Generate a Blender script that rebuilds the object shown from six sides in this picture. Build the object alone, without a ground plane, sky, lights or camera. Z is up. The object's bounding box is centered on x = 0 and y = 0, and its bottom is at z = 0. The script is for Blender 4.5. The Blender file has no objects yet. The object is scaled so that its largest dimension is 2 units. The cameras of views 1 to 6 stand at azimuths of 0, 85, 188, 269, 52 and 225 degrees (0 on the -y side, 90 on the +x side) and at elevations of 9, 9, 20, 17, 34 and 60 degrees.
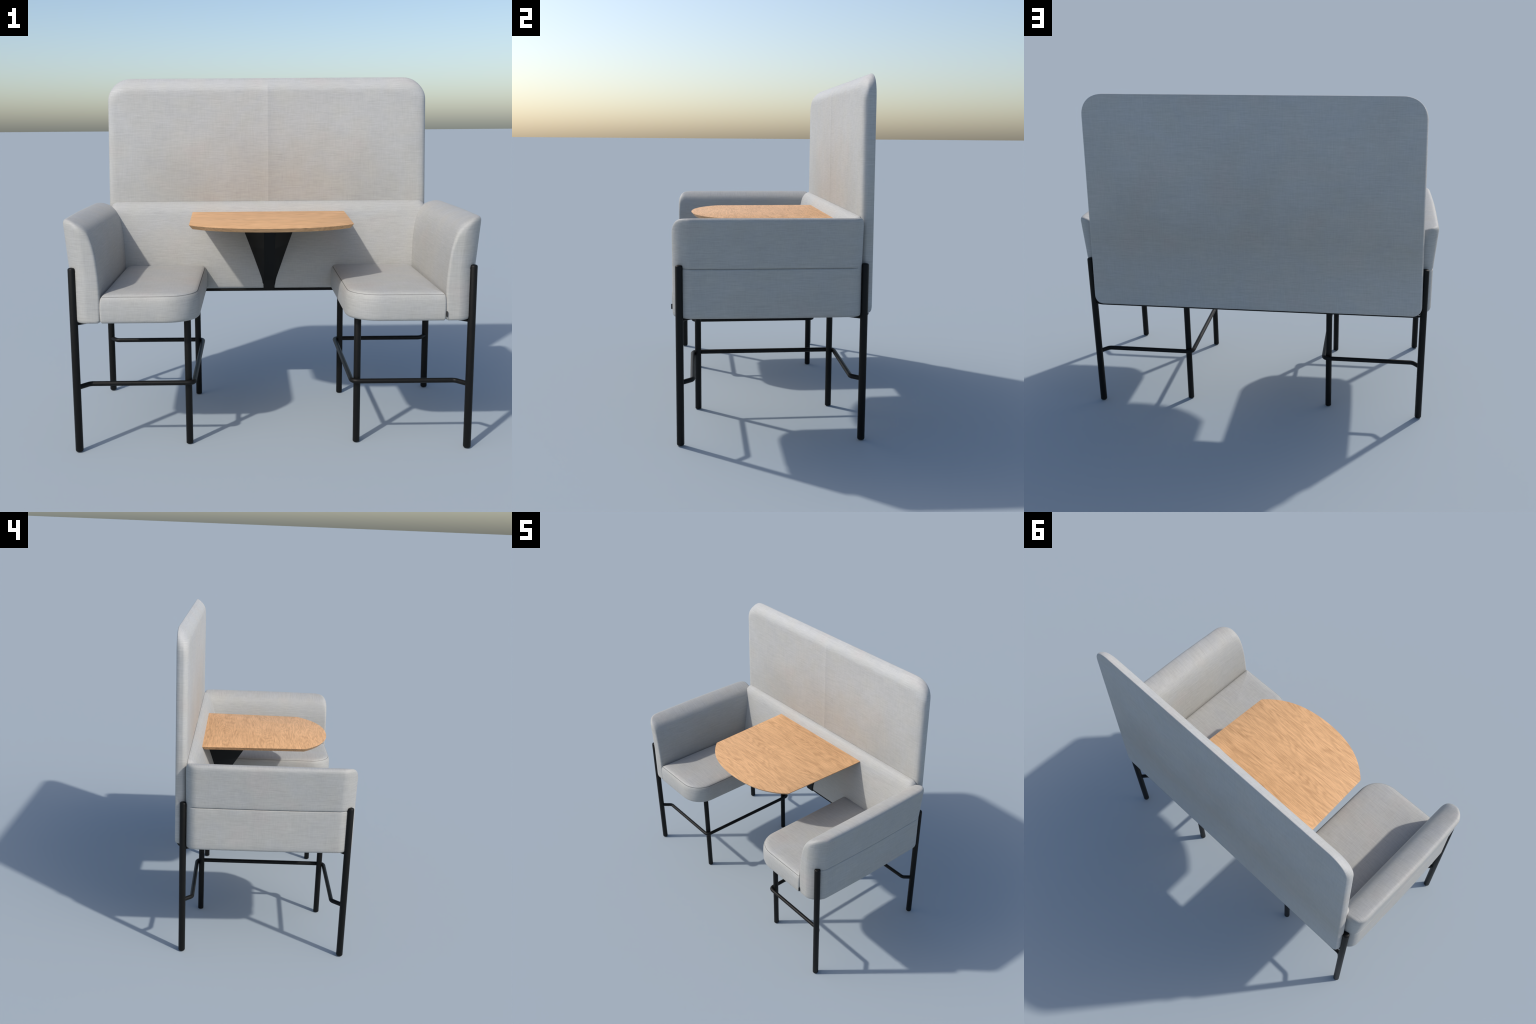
"""Two-seat dining booth: tall upholstered screen, two stool-height armchair seats,
wall-mounted oak table and black tubular legs.  Everything is built from profiles,
outlines and rules; +x is the sitter's right when looking from the front (-y)."""
import bpy, bmesh, math
from math import sin, cos, pi, sqrt
from mathutils import Vector

# ------------------------------------------------------------------ node helpers
def new_material(name):
    m = bpy.data.materials.new(name)
    m.use_nodes = True
    nt = m.node_tree
    b = nt.nodes["Principled BSDF"]
    return m, nt, b

def node(nt, kind, **kw):
    n = nt.nodes.new(kind)
    for k, v in kw.items():
        if k == "inp":
            for kk, vv in v.items():
                n.inputs[kk].default_value = vv
        else:
            setattr(n, k, v)
    return n

def noise(nt, coord, scale, detail=2.0, rough=0.5, loc=(0, 0, 0), dist=0.0):
    mp = node(nt, "ShaderNodeMapping")
    mp.inputs["Scale"].default_value = scale
    mp.inputs["Location"].default_value = loc
    nt.links.new(coord, mp.inputs["Vector"])
    n = node(nt, "ShaderNodeTexNoise", inp={"Scale": 1.0, "Detail": detail, "Roughness": rough, "Distortion": dist})
    nt.links.new(mp.outputs["Vector"], n.inputs["Vector"])
    return n.outputs["Fac"]

def math_node(nt, op, a, b=None, clamp=False):
    n = node(nt, "ShaderNodeMath", operation=op, use_clamp=clamp)
    for i, v in enumerate((a, b)):
        if v is None:
            continue
        if isinstance(v, (int, float)):
            n.inputs[i].default_value = v
        else:
            nt.links.new(v, n.inputs[i])
    return n.outputs[0]

def ramp(nt, fac, stops):
    r = node(nt, "ShaderNodeValToRGB")
    el = r.color_ramp.elements
    while len(el) < len(stops):
        el.new(0.5)
    for e, (p, c) in zip(el, stops):
        e.position = p
        e.color = (*c, 1)
    nt.links.new(fac, r.inputs[0])
    return r.outputs[0]

def mix(nt, kind, fac, a, b):
    n = node(nt, "ShaderNodeMix", data_type="RGBA", blend_type=kind)
    for sock, v in ((n.inputs[0], fac), (n.inputs[6], a), (n.inputs[7], b)):
        if isinstance(v, (int, float)):
            sock.default_value = v
        elif isinstance(v, tuple):
            sock.default_value = (*v, 1)
        else:
            nt.links.new(v, sock)
    return n.outputs[2]

# ------------------------------------------------------------------ materials
FABRIC = (0.432, 0.428, 0.412)

def fabric_material(baked_shade=False):
    """Pale grey woven wool: long slubby warp threads along the width, finer weft across,
    faint warm and cool clouds; `aged` paints occlusion and table bounce light onto the tall panel."""
    m, nt, b = new_material("woven_fabric_panel" if baked_shade else "woven_fabric")
    co = node(nt, "ShaderNodeTexCoord").outputs["Object"]
    # thread direction follows the surface: horizontal rows on upright faces, across on level ones
    geo = node(nt, "ShaderNodeNewGeometry")
    sepn = node(nt, "ShaderNodeSeparateXYZ")
    nt.links.new(geo.outputs["Normal"], sepn.inputs[0])
    level = node(nt, "ShaderNodeMapRange", interpolation_type="SMOOTHSTEP", inp={"From Min": 0.45, "From Max": 0.85})
    nt.links.new(math_node(nt, "ABSOLUTE", sepn.outputs[2]), level.inputs["Value"])
    def blend(u, l):
        n = node(nt, "ShaderNodeMix", data_type="FLOAT")
        nt.links.new(level.outputs[0], n.inputs[0])
        nt.links.new(u, n.inputs[2])
        nt.links.new(l, n.inputs[3])
        return n.outputs[0]
    warp = blend(noise(nt, co, (20, 20, 330), 3, 0.6), noise(nt, co, (20, 300, 40), 3, 0.6))
    slub = blend(noise(nt, co, (9, 9, 220), 2, 0.6, (3, 1, 7)), noise(nt, co, (9, 200, 20), 2, 0.6, (3, 1, 7)))
    weft = blend(noise(nt, co, (330, 330, 18), 2, 0.6, (1, 2, 3)), noise(nt, co, (330, 18, 40), 2, 0.6, (1, 2, 3)))
    cloud = noise(nt, co, (3.2, 3.2, 3.2), 3, 0.55, (2, 5, 1))
    tint = noise(nt, co, (4.5, 4.5, 4.5), 2, 0.5, (9, 4, 2))
    v = math_node(nt, "ADD", math_node(nt, "MULTIPLY", warp, 0.36), math_node(nt, "MULTIPLY", weft, 0.22))
    v = math_node(nt, "ADD", v, math_node(nt, "MULTIPLY", slub, 0.26))
    v = math_node(nt, "ADD", v, math_node(nt, "MULTIPLY", cloud, 0.14))      # mean about 0.42
    v = math_node(nt, "ADD", v, 0.51)
    hue = ramp(nt, tint, [(0.30, (0.995, 1.00, 0.985)), (0.45, (0.985, 0.995, 1.015)),
                          (0.58, (1.0, 1.0, 0.99)), (0.72, (1.02, 0.985, 0.98))])
    col = mix(nt, "MULTIPLY", 1.0, FABRIC if baked_shade else tuple(c * k for c, k in zip(FABRIC, (0.875, 0.868, 0.852))), hue)
    comb = node(nt, "ShaderNodeCombineColor")
    for i in range(3):
        nt.links.new(v, comb.inputs[i])
    col = mix(nt, "MULTIPLY", 1.0, col, comb.outputs[0])
    if baked_shade:
        # soft shade and warm light off the oak, multiplied into the panel colour
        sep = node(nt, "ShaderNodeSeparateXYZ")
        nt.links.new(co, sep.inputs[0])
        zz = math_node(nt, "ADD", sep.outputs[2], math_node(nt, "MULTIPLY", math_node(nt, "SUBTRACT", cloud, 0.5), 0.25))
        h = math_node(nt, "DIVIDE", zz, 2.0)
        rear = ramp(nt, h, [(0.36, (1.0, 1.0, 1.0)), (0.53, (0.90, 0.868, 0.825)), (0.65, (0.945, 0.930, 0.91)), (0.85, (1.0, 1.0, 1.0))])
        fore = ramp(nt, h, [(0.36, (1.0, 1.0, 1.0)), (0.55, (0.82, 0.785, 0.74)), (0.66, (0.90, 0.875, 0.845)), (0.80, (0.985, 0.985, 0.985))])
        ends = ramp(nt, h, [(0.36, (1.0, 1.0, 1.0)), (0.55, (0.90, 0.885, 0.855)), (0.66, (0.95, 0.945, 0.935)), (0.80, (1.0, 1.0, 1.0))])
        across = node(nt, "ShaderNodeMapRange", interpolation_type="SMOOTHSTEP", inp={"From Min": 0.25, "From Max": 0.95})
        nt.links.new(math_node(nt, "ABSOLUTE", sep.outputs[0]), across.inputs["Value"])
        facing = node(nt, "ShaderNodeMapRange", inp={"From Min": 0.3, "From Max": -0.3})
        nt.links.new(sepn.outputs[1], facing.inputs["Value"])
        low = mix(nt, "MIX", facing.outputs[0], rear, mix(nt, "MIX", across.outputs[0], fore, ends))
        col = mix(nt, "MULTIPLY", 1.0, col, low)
    nt.links.new(col, b.inputs["Base Color"])
    b.inputs["Roughness"].default_value = 0.62
    b.inputs["Specular IOR Level"].default_value = 0.5
    b.inputs["Sheen Weight"].default_value = 0.08
    b.inputs["Sheen Roughness"].default_value = 0.35
    puck = noise(nt, co, (16, 16, 11), 2, 0.5, (5, 5, 5))
    h = math_node(nt, "ADD", math_node(nt, "MULTIPLY", warp, 0.5), math_node(nt, "MULTIPLY", weft, 0.4))
    bump = node(nt, "ShaderNodeBump", inp={"Strength": 0.25, "Distance": 0.0012})
    nt.links.new(h, bump.inputs["Height"])
    bump2 = node(nt, "ShaderNodeBump", inp={"Strength": 0.30, "Distance": 0.006})
    nt.links.new(puck, bump2.inputs["Height"])
    nt.links.new(bump.outputs[0], bump2.inputs["Normal"])
    nt.links.new(bump2.outputs[0], b.inputs["Normal"])
    return m

def oak_material():
    m, nt, b = new_material("oiled_oak")
    co = node(nt, "ShaderNodeTexCoord").outputs["Object"]
    # growth-ring field stretched along x, sliced into contour bands -> cathedral figure
    field = noise(nt, co, (1.5, 10, 10), 1.5, 0.35, (4.3, 2.1, 0.4), 0.0)
    wob = noise(nt, co, (14, 110, 110), 2, 0.55, (1, 8, 2))
    ph = math_node(nt, "ADD", math_node(nt, "MULTIPLY", field, 120.0), math_node(nt, "MULTIPLY", wob, 4.5))
    ring = math_node(nt, "ADD", math_node(nt, "MULTIPLY", math_node(nt, "SINE", ph), 0.5), 0.5)
    ring = math_node(nt, "POWER", ring, 1.8)
    pores = noise(nt, co, (26, 420, 420), 2, 0.6, (0, 3, 1))
    broad = noise(nt, co, (5, 32, 32), 2, 0.5, (7, 1, 5))
    streak = noise(nt, co, (13, 200, 200), 3, 0.65, (2, 6, 1))
    gap = noise(nt, co, (6, 30, 30), 2, 0.5, (5, 5, 9))          # rings fade in and out along the board
    ring = math_node(nt, "MULTIPLY", ring, math_node(nt, "MULTIPLY", gap, 0.20))
    f = math_node(nt, "ADD", ring, math_node(nt, "MULTIPLY", broad, 0.30))
    f = math_node(nt, "ADD", f, math_node(nt, "MULTIPLY", pores, 0.26))
    f = math_node(nt, "ADD", f, math_node(nt, "MULTIPLY", streak, 0.66))
    col = ramp(nt, f, [(0.36, (0.81, 0.480, 0.243)), (0.56, (0.705, 0.404, 0.197)),
                       (0.71, (0.575, 0.328, 0.156)), (0.88, (0.45, 0.238, 0.106))])
    nt.links.new(col, b.inputs["Base Color"])
    b.inputs["Roughness"].default_value = 0.55
    b.inputs["Specular IOR Level"].default_value = 0.3
    bump = node(nt, "ShaderNodeBump", inp={"Strength": 0.12, "Distance": 0.0006})
    nt.links.new(pores, bump.inputs["Height"])
    nt.links.new(bump.outputs[0], b.inputs["Normal"])
    return m

def metal_material():
    m, nt, b = new_material("black_powder_coat")
    co = node(nt, "ShaderNodeTexCoord").outputs["Object"]
    g = noise(nt, co, (240, 240, 240), 2, 0.5)
    nt.links.new(ramp(nt, g, [(0.3, (0.0035, 0.0035, 0.0034)), (0.7, (0.0055, 0.0055, 0.0052))]), b.inputs["Base Color"])
    b.inputs["Roughness"].default_value = 0.48
    b.inputs["Specular IOR Level"].default_value = 0.2
    bump = node(nt, "ShaderNodeBump", inp={"Strength": 0.1, "Distance": 0.0004})
    nt.links.new(g, bump.inputs["Height"])
    nt.links.new(bump.outputs[0], b.inputs["Normal"])
    return m

def plain_material(name, colour, rough):
    m, nt, b = new_material(name)
    co = node(nt, "ShaderNodeTexCoord").outputs["Object"]
    g = noise(nt, co, (150, 150, 150), 2)
    c2 = tuple(min(1, c * 1.25 + 0.002) for c in colour)
    nt.links.new(ramp(nt, g, [(0.3, colour), (0.7, c2)]), b.inputs["Base Color"])
    b.inputs["Roughness"].default_value = rough
    return m

MAT_FABRIC = fabric_material()
MAT_PANEL = fabric_material(baked_shade=True)
MAT_OAK = oak_material()
MAT_METAL = metal_material()
MAT_SEAM = plain_material("seam_thread", (0.13, 0.13, 0.125), 0.9)
MAT_LABEL = plain_material("woven_label", (0.02, 0.02, 0.02), 0.8)

# ------------------------------------------------------------------ object helpers
ROOT = bpy.data.objects.new("dining_booth", None)
bpy.context.scene.collection.objects.link(ROOT)
ROOT["label"] = "grey upholstered two-seat booth with high back, oak table, black legs"
ROOT["category"] = "dining booth"

def add_object(name, mesh, parent=ROOT):
    o = bpy.data.objects.new(name, mesh)
    bpy.context.scene.collection.objects.link(o)
    o.parent = parent
    return o

def finish_mesh(bm, name, mats, angle=40):
    bmesh.ops.recalc_face_normals(bm, faces=bm.faces)
    for f in bm.faces:
        f.smooth = True
    me = bpy.data.meshes.new(name)
    bm.to_mesh(me)
    bm.free()
    for m in (mats if isinstance(mats, (list, tuple)) else [mats]):
        me.materials.append(m)
    me.set_sharp_from_angle(angle=math.radians(angle))
    return me

def loft(rings, cap_a=True, cap_b=True, mat_rows=None):
    """Skin closed rings of equal length; optional per-row material index."""
    bm = bmesh.new()
    vs = [[bm.verts.new(p) for p in r] for r in rings]
    n = len(rings[0])
    for i in range(len(rings) - 1):
        for j in range(n):
            f = bm.faces.new((vs[i][j], vs[i][(j + 1) % n], vs[i + 1][(j + 1) % n], vs[i + 1][j]))
            if mat_rows:
                f.material_index = mat_rows.get(i, 0)
    if cap_a:
        bm.faces.new(list(reversed(vs[0])))
    if cap_b:
        bm.faces.new(vs[-1])
    return bm

def mirror_mesh(me, name):
    bm = bmesh.new()
    bm.from_mesh(me)
    bmesh.ops.scale(bm, vec=(-1, 1, 1), verts=bm.verts)
    bmesh.ops.reverse_faces(bm, faces=bm.faces)
    return finish_mesh(bm, name, list(me.materials))

def superellipse(rx, ry, n, steps, a0, a1):
    out = []
    for k in range(steps + 1):
        t = a0 + (a1 - a0) * k / steps
        c, s = cos(t), sin(t)
        out.append((rx * math.copysign(abs(c) ** (2 / n), c), ry * math.copysign(abs(s) ** (2 / n), s)))
    return out

def rounded_outline(x0, x1, y0, y1, corners, steps=14, d=0.0, per_edge=16, d_top=None):
    """Closed counter-clockwise outline inset by d; corners = (rx, ry, n) for SW, SE, NE, NW."""
    d_top = d if d_top is None else d_top
    x0, x1, y0, y1 = x0 + d, x1 - d, y0 + d, y1 - d_top
    cs = [(x0, y0, 1, 1, pi), (x1, y0, -1, 1, 1.5 * pi), (x1, y1, -1, -1, 0), (x0, y1, 1, -1, 0.5 * pi)]
    pts = []
    for (cx, cy, sx, sy, a), (rx, ry, n) in zip(cs, corners):
        rx, ry = max(rx - d, 0.0015), max(ry - (0.6 * d_top if sy < 0 and d_top != d else d), 0.0015)
        arc = [(cx + sx * rx + dx, cy + sy * ry + dy) for dx, dy in superellipse(rx, ry, n, steps, a, a + pi / 2)]
        if pts:
            p, q = pts[-1], arc[0]
            pts += [(p[0] + (q[0] - p[0]) * k / per_edge, p[1] + (q[1] - p[1]) * k / per_edge) for k in range(1, per_edge)]
        pts += arc
    p, q = pts[-1], pts[0]
    pts += [(p[0] + (q[0] - p[0]) * k / per_edge, p[1] + (q[1] - p[1]) * k / per_edge) for k in range(1, per_edge)]
    return pts

def densify(pts, step):
    out = []
    for i, p in enumerate(pts):
        q = pts[(i + 1) % len(pts)]
        d = math.dist(p, q)
        k = max(1, int(d / step))
        for j in range(k):
            out.append((p[0] + (q[0] - p[0]) * j / k, p[1] + (q[1] - p[1]) * j / k))
    return out

def inset(pts, d):
    """Offset a closed CCW outline inward by d along averaged normals."""
    n = len(pts)
    out = []
    for i in range(n):
        a, b, c = pts[i - 1], pts[i], pts[(i + 1) % n]
        e1 = Vector((b[0] - a[0], b[1] - a[1]))
        e2 = Vector((c[0] - b[0], c[1] - b[1]))
        e1 = e1.normalized() if e1.length > 1e-9 else e2.normalized()
        e2 = e2.normalized() if e2.length > 1e-9 else e1
        t = (e1 + e2).normalized()
        k = 1 / max(0.5, sqrt(max(0.25, (1 + e1.dot(e2)) / 2)))
        out.append((b[0] - t.y * d * k, b[1] + t.x * d * k))
    return out

def catmull(points, per=10):
    """Smooth polyline through control points."""
    P = [Vector(p) for p in points]
    P = [2 * P[0] - P[1]] + P + [2 * P[-1] - P[-2]]
    out = []
    for i in range(1, len(P) - 2):
        p0, p1, p2, p3 = P[i - 1:i + 3]
        for k in range(per):
            t = k / per
            out.append(0.5 * ((2 * p1) + (p2 - p0) * t + (2 * p0 - 5 * p1 + 4 * p2 - p3) * t * t
                              + (3 * p1 - p0 - 3 * p2 + p3) * t ** 3))
    out.append(P[-2])
    return out

def interp(table, v):
    if v <= table[0][0]:
        return table[0][1]
    for (a, fa), (b, fb) in zip(table, table[1:]):
        if v <= b:
            return fa + (fb - fa) * (v - a) / (b - a)
    return table[-1][1]

def round_path(points, radius, steps=8):
    """Replace the inner corners of a polyline by circular fillets."""
    P = [Vector(p) for p in points]
    out = [P[0]]
    for a, b, c in zip(P, P[1:], P[2:]):
        d1, d2 = (a - b).normalized(), (c - b).normalized()
        ang = d1.angle(d2)
        cut = min(radius / math.tan(ang / 2), 0.45 * (a - b).length, 0.45 * (c - b).length)
        p, q = b + d1 * cut, b + d2 * cut
        for k in range(steps + 1):
            t = k / steps
            out.append((1 - t) ** 2 * p + 2 * t * (1 - t) * b + t * t * q)
    out.append(P[-1])
    return out

def tube(path, r, sides=16, dome=0.0):
    """Round bar swept along a path with softened ends."""
    P = [Vector(p) for p in path]
    rings = []
    up = Vector((0.13, 0.07, 1)).normalized()
    for i, p in enumerate(P):
        t = (P[min(i + 1, len(P) - 1)] - P[max(i - 1, 0)]).normalized()
        u = up - t * up.dot(t)
        if u.length < 0.2:
            u = Vector((1, 0, 0)) - t * t.x
        u.normalize()
        up = u
        w = t.cross(u)
        ring = lambda q, rr: [q + (u * cos(2 * pi * k / sides) + w * sin(2 * pi * k / sides)) * rr for k in range(sides)]
        if i == 0:
            rings += [ring(p, r - dome), ring(p + t * dome * 0.3, r - dome * 0.3), ring(p + t * dome, r)] if dome else [ring(p, r)]
        elif i == len(P) - 1 and dome:
            rings += [ring(p - t * dome, r), ring(p - t * dome * 0.3, r - dome * 0.3), ring(p, r - dome)]
        else:
            rings.append(ring(p, r))
    return loft(rings)

# ------------------------------------------------------------------ high back panel
PANEL_TOP, PANEL_BOTTOM, PANEL_X = 1.831, 0.6385, -0.003
PANEL_FRONT, PANEL_BACK = 0.435, 0.4985

def panel_half_width(z):
    return 0.924 - 0.017 * (z - PANEL_BOTTOM) / 0.9

def panel_outline(d, d_top=None):
    pts = rounded_outline(-1, 1, PANEL_BOTTOM, PANEL_TOP,
                          [(0.055, 0.055, 2.1), (0.055, 0.055, 2.1), (0.135, 0.118, 2.3), (0.135, 0.118, 2.3)], 16, d, 40, d_top)
    # drawn at unit half width; squeeze to the tapering real width while corners stay true
    return [(PANEL_X + math.copysign(max(0.0, panel_half_width(z) - (1 - abs(x))), x) if abs(x) > 0.7
             else PANEL_X + x / 0.7 * (panel_half_width(z) - 0.3), z) for x, z in pts]

def build_panel():
    # depth stations from back to front: the sides bulge widest a third of the way back, the
    # top edge is one generous roll towards the sitter
    back = [(PANEL_BACK, 0.0150, 0.006), (0.4975, 0.0115, 0.0025), (0.4960, 0.0092, 0.0008), (0.4940, 0.0076, 0.0)]
    rings = [[(x, y, z) for x, z in panel_outline(s, t)] for y, s, t in back]
    side = catmull([(0.4940, 0.0076), (0.487, 0.0040), (0.480, 0.0018), (0.470, 0.0006), (0.461, 0.0003), (0.453, 0.0035),
                    (0.445, 0.0105), (0.439, 0.021), (0.4358, 0.036)], 4)
    phi0, y_top = math.radians(55), 0.4940
    R = (y_top - PANEL_FRONT) / (1 - cos(phi0))         # the roll starts at a slant and ends upright
    for p in side[1:]:
        y = max(p.x, PANEL_FRONT + 0.0005)
        c = min(1.0, 1 - (y - PANEL_FRONT) / R)
        rings.append([(x, y, z) for x, z in panel_outline(max(0.0, p.y), 0.74 * R * (sin(phi0) - sqrt(1 - c * c)))])
    rings.append([(x, PANEL_FRONT, z) for x, z in panel_outline(0.046, 0.092)])
    bm = loft(rings)
    # stitched centre ridge: the cover stands a few millimetres proud where the two halves meet
    x0 = PANEL_X + 0.004
    for k in range(-9, 10):
        x = x0 + math.copysign((abs(k) / 9) ** 1.8 * 0.16, k)
        bmesh.ops.bisect_plane(bm, geom=bm.verts[:] + bm.edges[:] + bm.faces[:], plane_co=(x, 0, 0), plane_no=(1, 0, 0))
    for v in bm.verts:
        w = max(0.0, min(1.0, (PANEL_BACK - 0.012 - v.co.y) / 0.052))
        dx = abs(v.co.x - x0)
        v.co.y -= w * (0.0008 * math.exp(-dx / 0.016) + 0.0036 * math.exp(-dx / 0.055)) * (1 - min(1, dx / 0.16))
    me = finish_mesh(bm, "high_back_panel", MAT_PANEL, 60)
    return add_object("high_back_panel", me)

# ------------------------------------------------------------------ low padded backrest between the arms
BODY_BOTTOM, BODY_TOP = 0.643, 1.133
BACK_PROFILE = catmull([(0.305, 0.660), (0.303, 0.70), (0.305, 0.785), (0.319, 0.865), (0.343, 0.955), (0.363, 1.02),
                        (0.382, 1.080), (0.402, 1.115), (0.420, 1.129), (0.432, 1.133)], 6)

def back_surface_y(z):
    return interp(sorted((p[1], p[0]) for p in BACK_PROFILE), z)

def build_backrest():
    prof = [(0.436, BODY_BOTTOM + 0.004), (0.432, BODY_BOTTOM), (0.322, BODY_BOTTOM), (0.3125, BODY_BOTTOM + 0.003), (0.3065, BODY_BOTTOM + 0.0095)]
    prof += [tuple(p) for p in BACK_PROFILE] + [(0.436, 1.130), (0.439, 1.122)]
    cy, cz = 0.39, 0.88
    rings = []
    half, r = 0.905, 0.009
    xs = [(-half + r * (1 - cos(k / 6 * pi / 2)) * 1.0, 1 - sin(k / 6 * pi / 2)) for k in range(7)]
    stations = [(-half + r * (1 - sin(t)), r * (1 - cos(t))) for t in [pi / 2 * (1 - k / 6) for k in range(7)]]
    mid = [-0.894, -0.888, -0.882, -0.876, -0.870, -0.862] + [-0.85 + 1.7 * k / 34 for k in range(35)] + [0.862, 0.870, 0.876, 0.882, 0.888, 0.894]
    full = [(x, ins) for x, ins in stations] + [(x, 0) for x in mid] + [(-x, ins) for x, ins in reversed(stations)]
    ccw = list(reversed(prof))
    for x, ins in full:
        q = inset(ccw, -ins) if area(ccw) < 0 else inset(ccw, ins)
        d, re = half - abs(x), 0.040
        drop = re - sqrt(max(0.0, re * re - (re - d) ** 2)) if d < re else 0.0
        rings.append([(x, y, z - drop * max(0.0, min(1.0, (z - 0.98) / 0.14))) for y, z in q])
    bm = loft(rings)
    return add_object("backrest", finish_mesh(bm, "backrest", MAT_FABRIC, 50))

def area(p):
    return 0.5 * sum(a[0] * b[1] - b[0] * a[1] for a, b in zip(p, p[1:] + p[:1]))

# ------------------------------------------------------------------ armrests
ARM_FRONT, ARM_BACK = -0.492, 0.440
ARM_OUT, ARM_LEAN, SEAM_Z = 0.980, 0.0215, 0.888
FRONT_R, BACK_R = 0.092, 0.064
ARM_INNER = catmull([(0.815, 0.660), (0.814, 0.70), (0.813, 0.785), (0.818, 0.880), (0.830, 0.975), (0.850, 1.05),
                     (0.873, 1.090), (0.902, 1.112), (0.938, 1.127), (0.972, 1.1335), (1.010, 1.134)], 8)

def arm_plan(y):
    """Outer wall x of the arm at seat height: bowed side with big round corners."""
    x = ARM_OUT - (0.014 * (-y / 0.45) ** 1.6 if y < 0 else 0.003 * (y / 0.45) ** 2)
    yf, yb = ARM_FRONT + FRONT_R, ARM_BACK - BACK_R
    if y < yf:
        x -= FRONT_R * (1 - max(0.0, 1 - min(1.0, (yf - y) / FRONT_R) ** 1.62) ** (1 / 1.62))
    elif y > yb:
        x -= BACK_R - sqrt(max(0.0, BACK_R ** 2 - (y - yb) ** 2))
    return x

def arm_section(y, ins):
    """Closed section in x-z at depth y; ins is the end-edge rounding (inner and bottom edges)."""
    X = arm_plan(y)
    lean = lambda z: ARM_LEAN * max(0.0, min(1.0, (z - SEAM_Z) / 0.235)) ** 1.0
    xt = max(X + ARM_LEAN * 0.97, 0.845 + ins)
    inner = [(p.x + ins * 0.95, p.y - ins * 0.35) for p in ARM_INNER]
    # crest: where the inner curve runs out at the outer wall
    cut = [p for p in inner if p[0] < xt - 0.022]
    ztop = interp([(p[0], p[1]) for p in inner if p[1] > 0.99], xt)
    steps = 56
    lens = [0]
    for a, b in zip(cut, cut[1:]):
        lens.append(lens[-1] + math.dist(a, b))
    inn = []
    for k in range(steps + 1):
        s = lens[-1] * k / steps
        i = max(0, min(len(cut) - 2, next((j for j, L in enumerate(lens) if L > s), len(lens) - 1) - 1))
        t = (s - lens[i]) / (lens[i + 1] - lens[i])
        inn.append((cut[i][0] + (cut[i + 1][0] - cut[i][0]) * t, cut[i][1] + (cut[i + 1][1] - cut[i][1]) * t))
    p, c, zc = inn[-1], (xt, ztop), 0.026
    q = (X + lean(ztop - zc), ztop - zc)
    crest = []
    for k in range(1, 9):
        t = k / 8
        crest.append(((1 - t) ** 2 * p[0] + 2 * t * (1 - t) * c[0] + t * t * q[0],
                      (1 - t) ** 2 * p[1] + 2 * t * (1 - t) * c[1] + t * t * q[1]))
    g = 0.0045 * min(1, max(0, (y - ARM_FRONT - 0.02) / 0.03)) * min(1, max(0, (ARM_BACK - 0.02 - y) / 0.03))
    zb = BODY_BOTTOM + ins
    wall = []
    z0 = q[1]
    for k in range(1, 13):
        z = z0 + (SEAM_Z + 0.008 - z0) * k / 12
        wall.append((X + lean(z), z))
    wall += [(X - g * 0.15, SEAM_Z + 0.0035), (X - g, SEAM_Z + 0.001), (X - g, SEAM_Z - 0.001), (X - g * 0.15, SEAM_Z - 0.004), (X, SEAM_Z - 0.009)]
    for k in range(1, 9):
        wall.append((X, SEAM_Z - 0.009 + (zb + 0.017 - SEAM_Z + 0.009) * k / 8))
    wall += [(X - 0.002, zb + 0.009), (X - 0.006, zb + 0.003), (X - 0.014, zb)]
    x_in = 0.815 + ins * 0.95
    w = max(0.004, X - 0.014 - (x_in + 0.014))
    bottom = [(x_in + 0.014 + w * (1 - k / 5), zb) for k in range(1, 6)] + [(x_in + 0.005, zb + 0.004), (x_in + 0.001, zb + 0.010)]
    pts = inn + crest + wall + bottom
    # the crest rolls down at the two ends
    drop = 0.0
    for d, r in ((y - ARM_FRONT, 0.042), (ARM_BACK - y, 0.020)):
        if d < r:
            drop += r - sqrt(max(0.0, r * r - (r - d) ** 2))
    if drop:
        pts = [(x, z - drop * max(0.0, min(1.0, (z - 0.96) / 0.17)) ** 1.5) for x, z in pts]
    return pts

def build_arm():
    stations = []
    for k in range(0, 23):
        t = pi / 2 * k / 22
        stations.append(ARM_FRONT + FRONT_R * (1 - cos(t)))
    yb = ARM_BACK - BACK_R
    n = 30
    for k in range(1, n):
        stations.append(stations[22] + (yb - stations[22]) * k / n)
    stations += [ARM_BACK - BACK_R * (1 - cos(pi / 2 * k / 16)) for k in range(16, -1, -1)]
    rings = []
    rf = 0.013
    for y in stations:
        d = min(y - ARM_FRONT, ARM_BACK - y)
        ins = rf - sqrt(max(0, rf * rf - (rf - d) ** 2)) if d < rf else 0.0
        rings.append([(x, y, z) for x, z in arm_section(y, ins)])
    bm = loft(rings)
    for f in bm.faces:          # dark thread at the bottom of the stitched side seam
        c = f.calc_center_median()
        if abs(c.z - SEAM_Z) < 0.0022 and c.x > 0.9 and ARM_FRONT + 0.045 < c.y < ARM_BACK - 0.03:
            f.material_index = 1
    me = finish_mesh(bm, "armrest", [MAT_FABRIC, MAT_SEAM], 50)
    add_object("armrest", me)
    add_object("armrest", mirror_mesh(me, "armrest"))

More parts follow.
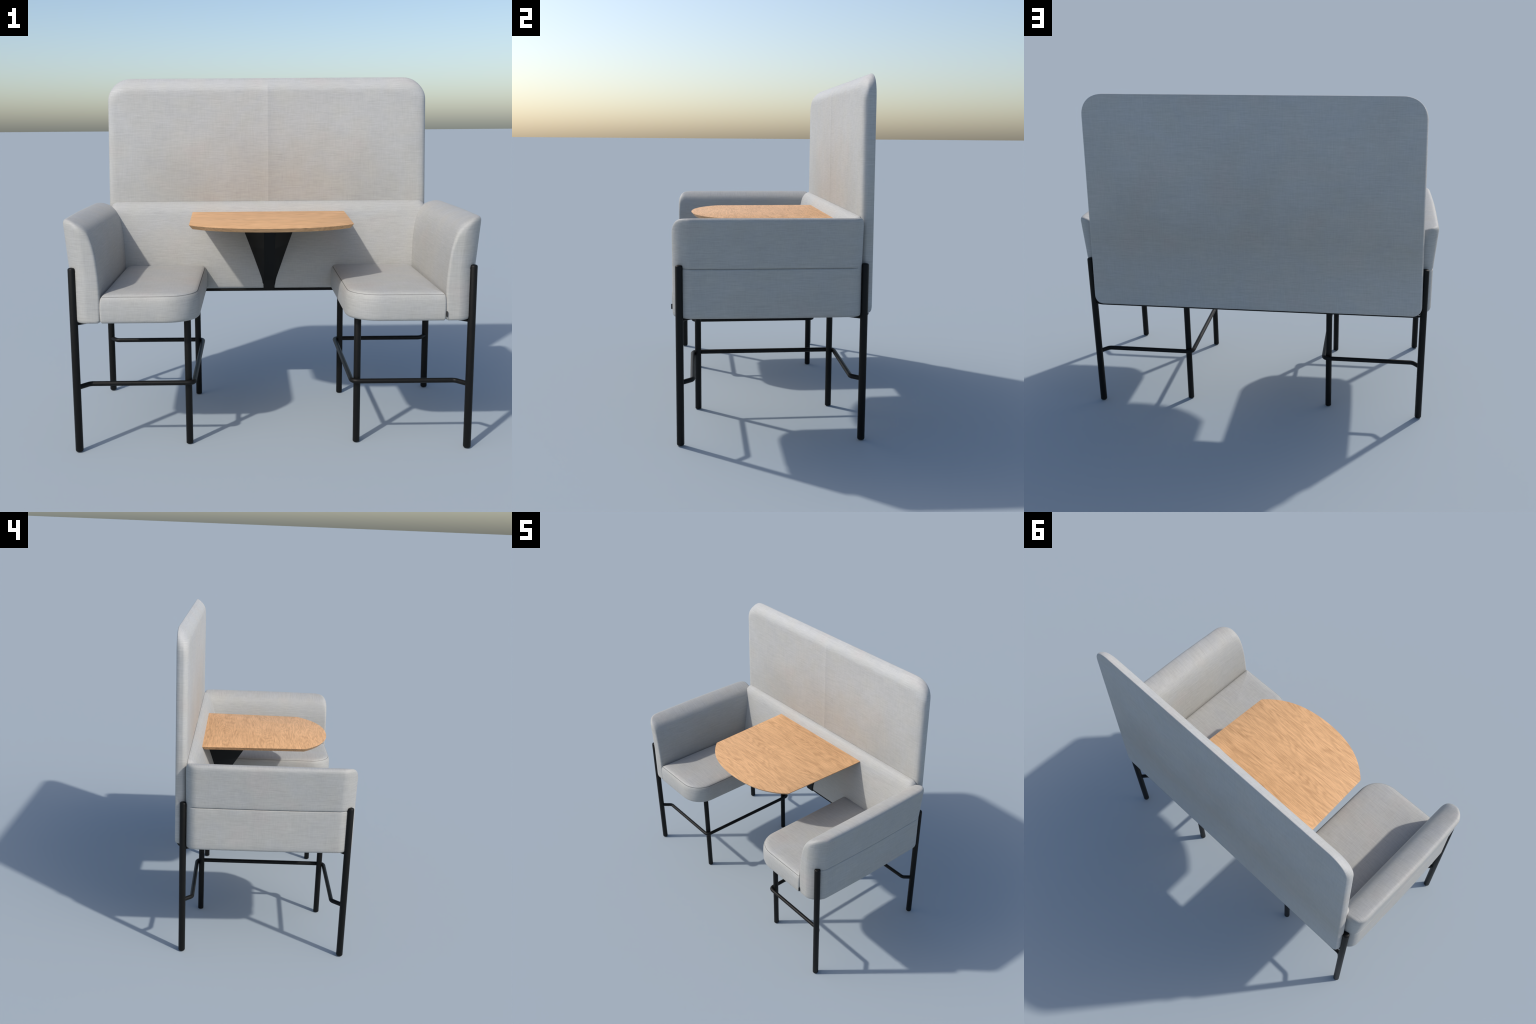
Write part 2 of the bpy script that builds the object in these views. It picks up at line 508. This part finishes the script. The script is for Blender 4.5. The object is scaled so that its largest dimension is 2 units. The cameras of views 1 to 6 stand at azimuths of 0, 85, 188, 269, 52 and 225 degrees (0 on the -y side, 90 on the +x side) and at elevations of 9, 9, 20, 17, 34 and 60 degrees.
# ------------------------------------------------------------------ seat cushions
def build_seat():
    x0, x1, y0, y1 = 0.353, 0.8155, -0.496, 0.325
    outline = lambda d: rounded_outline(x0, x1, y0, y1, [(0.165, 0.155, 2.1), (0.012, 0.012, 2), (0.02, 0.02, 2), (0.05, 0.03, 2)], 16, d, 22)
    zb, zt = BODY_BOTTOM, 0.782
    rows = [(0.016, zb), (0.008, zb + 0.002), (0.0025, zb + 0.007), (0.0, zb + 0.016)]
    rows += [(-0.001, zb + 0.05), (-0.0015, 0.715), (-0.0005, 0.738)]
    rows += [(0.0012, 0.750), (0.0030, 0.758), (0.0058, 0.7650), (0.0085, 0.7692)]           # rolled upper edge
    seam0 = len(rows) - 1
    rows += [(0.0104, 0.7692), (0.0112, 0.7706), (0.0112, 0.7728)]                           # stitched groove
    rows += [(0.0145, 0.7762), (0.019, 0.7788), (0.027, 0.7812), (0.036, 0.7830), (0.042, 0.7840)]
    rings = []
    for i, z in rows:
        rings.append([(x, y, z) for x, y in outline(i)])
    last = outline(0.042)
    cx, cy = 0.58, -0.08
    for s, z in ((0.85, 0.7865), (0.6, 0.789), (0.3, 0.7905), (0.05, 0.791)):
        rings.append([(cx + (x - cx) * s, cy + (y - cy) * s, z) for x, y in last])
    bm = loft(rings, mat_rows={seam0: 1, seam0 + 1: 1})
    for f in bm.faces:
        c = f.calc_center_median()
        if f.material_index == 1 and (c.x > x1 - 0.0135 or c.y > y1 - 0.025):
            f.material_index = 0
    me = finish_mesh(bm, "seat_cushion", [MAT_FABRIC, MAT_SEAM], 75)
    add_object("seat_cushion", me)
    add_object("seat_cushion", mirror_mesh(me, "seat_cushion"))

# ------------------------------------------------------------------ table and its bracket
TABLE_Z = 1.0775

def build_table():
    # straight sides that widen to the back, front corners kinked into a wide elliptical bow
    pts = []
    fx, fy, apex = 0.4085, -0.240, -0.400
    pts += [(-0.4335, 0.383), (-fx - 0.0008, fy + 0.02)]
    corner = []
    for k in range(0, 49):
        t = -1 + 2 * k / 48
        x = t * (fx - 0.004)
        y = apex + (fy - 0.004 - apex) * (0.62 * abs(t) ** 2 + 0.38 * abs(t) ** 4)
        corner.append((x, y))
    pts += [(-fx, fy + 0.004)] + corner + [(fx, fy + 0.004), (fx + 0.0008, fy + 0.02), (0.4335, 0.383)]
    bow = densify(pts, 0.05)
    t, ch = 0.021, 0.017
    rows = [(ch, TABLE_Z - t), (ch - 0.0007, TABLE_Z - t + 0.0006), (0.0010, TABLE_Z - 0.0022), (0.0, TABLE_Z - 0.0014), (0.0002, TABLE_Z - 0.0004), (0.0010, TABLE_Z)]
    rings = [[(x, y, z) for x, y in inset(bow, i)] for i, z in rows]
    me = finish_mesh(loft(rings), "table_top", MAT_OAK, 30)
    add_object("table_top", me)

def build_bracket():
    """Folded black sheet: narrow front web, side wings that flare upward and back to the upholstery."""
    rings = []
    wing = [(0.625, 0.029), (0.70, 0.040), (0.741, 0.054), (0.823, 0.083), (0.90, 0.112), (0.968, 0.139), (1.058, 0.170)]
    for k in range(0, 25):
        z = 0.641 + (1.0575 - 0.641) * k / 24
        yf = 0.338 - (z - 0.635) * 0.66
        yb = max(back_surface_y(z) + 0.02, yf + 0.01)
        yf = min(yf, back_surface_y(z) - 0.006)
        hw, hf = interp(wing, z), 0.0285
        hw = max(hw, hf)
        rings.append([(-hf, yf, z), (hf, yf, z), (hf + 0.002, yf + 0.002, z), (hw, yb - 0.02, z), (hw, yb, z), (-hw, yb, z), (-hw, yb - 0.02, z), (-hf - 0.002, yf + 0.002, z)])
    b = add_object("table_bracket", finish_mesh(loft(rings), "table_bracket", MAT_METAL, 20))
    return b

# ------------------------------------------------------------------ metalwork
LEG_R, INNER_R = 0.0188, 0.0172
FRONT_LEG, BACK_LEG = (0.945, -0.458), (0.936, 0.4525)
FRONT_IN, BACK_IN = (0.415, -0.367), (0.415, 0.372)

def build_legs():
    shapes = []
    for (x, y), r, top in ((FRONT_LEG, LEG_R, 0.906), (BACK_LEG, LEG_R, 0.906), (FRONT_IN, INNER_R, 0.655), (BACK_IN, INNER_R, 0.655)):
        me = finish_mesh(tube([(0, 0, 0), (0, 0, top / 2), (0, 0, top)], r, 32, 0.0075 if top > 0.8 else 0.003), "leg", MAT_METAL, 60)
        shapes.append((x, y, me))
    for s in (1, -1):
        for x, y, me in shapes:
            o = add_object("leg", me)
            o.location = (s * x, y, 0)

def build_footrests():
    z, r = 0.3205, 0.0122
    xi = FRONT_IN[0] - INNER_R - r + 0.001
    yf, yb = FRONT_IN[1] - INNER_R - r + 0.001, BACK_IN[1] + INNER_R + r - 0.001
    path = [(FRONT_LEG[0] - 0.004, FRONT_LEG[1] + 0.006, z), (0.892, yf, z), (xi, yf, z), (xi, yb, z), (0.892, yb, z), (BACK_LEG[0] - 0.004, BACK_LEG[1] - 0.006, z)]
    P = [Vector(p) for p in path]
    soft = round_path(P, 0.034, 10)
    me = finish_mesh(tube(soft, r, 20), "footrest_bar", MAT_METAL, 60)
    add_object("footrest_bar", me)
    add_object("footrest_bar", mirror_mesh(me, "footrest_bar"))

def build_frame():
    """Rods under the upholstery that carry it on the legs."""
    r = 0.0085
    z = BODY_BOTTOM - 0.0085
    side = [(FRONT_LEG[0] - 0.005, FRONT_LEG[1] + 0.008, z), (0.885, -0.400, z - 0.001), (0.885, 0.385, z - 0.001), (BACK_LEG[0] - 0.005, BACK_LEG[1] - 0.008, z)]
    me = finish_mesh(tube(round_path([Vector(p) for p in side], 0.03), r, 14), "seat_frame", MAT_METAL, 60)
    add_object("seat_frame", me)
    add_object("seat_frame", mirror_mesh(me, "seat_frame"))
    inner = [(FRONT_IN[0] + 0.0, FRONT_IN[1], z), (FRONT_IN[0], BACK_IN[1], z)]
    for s in (1, -1):
        add_object("seat_frame", finish_mesh(tube([(s * x, y, zz) for x, y, zz in inner], r, 14), "seat_frame", MAT_METAL, 60))
    rail = [(-BACK_IN[0] - 0.02, 0.3225, 0.6355), (BACK_IN[0] + 0.02, 0.3225, 0.6355)]
    add_object("back_rail", finish_mesh(tube(rail, 0.0082, 16), "back_rail", MAT_METAL, 60))
    under = [(-BACK_LEG[0], BACK_LEG[1], 0.632), (-0.880, 0.485, 0.6405), (0.880, 0.485, 0.6405), (BACK_LEG[0], BACK_LEG[1], 0.632)]
    add_object("panel_rail", finish_mesh(tube(round_path([Vector(p) for p in under], 0.03), 0.0050, 14), "panel_rail", MAT_METAL, 60))

def build_label():
    rings = []
    x, y, z0, z1 = 0.8185, -0.4945, 0.664, 0.690
    for zz, s in ((z0, 0.8), (z0 + 0.001, 1), (z1 - 0.001, 1), (z1, 0.8)):
        rings.append([(x + a * s, y + b * s, zz) for a, b in ((-0.0022, 0.006), (-0.0024, -0.004), (-0.0008, -0.0065), (0.0008, -0.0065), (0.0024, -0.004), (0.0022, 0.006))])
    add_object("label_tag", finish_mesh(loft(rings), "label_tag", MAT_LABEL, 50))

build_panel()
build_backrest()
build_arm()
build_seat()
build_table()
build_bracket()
build_legs()
build_footrests()
build_frame()
build_label()
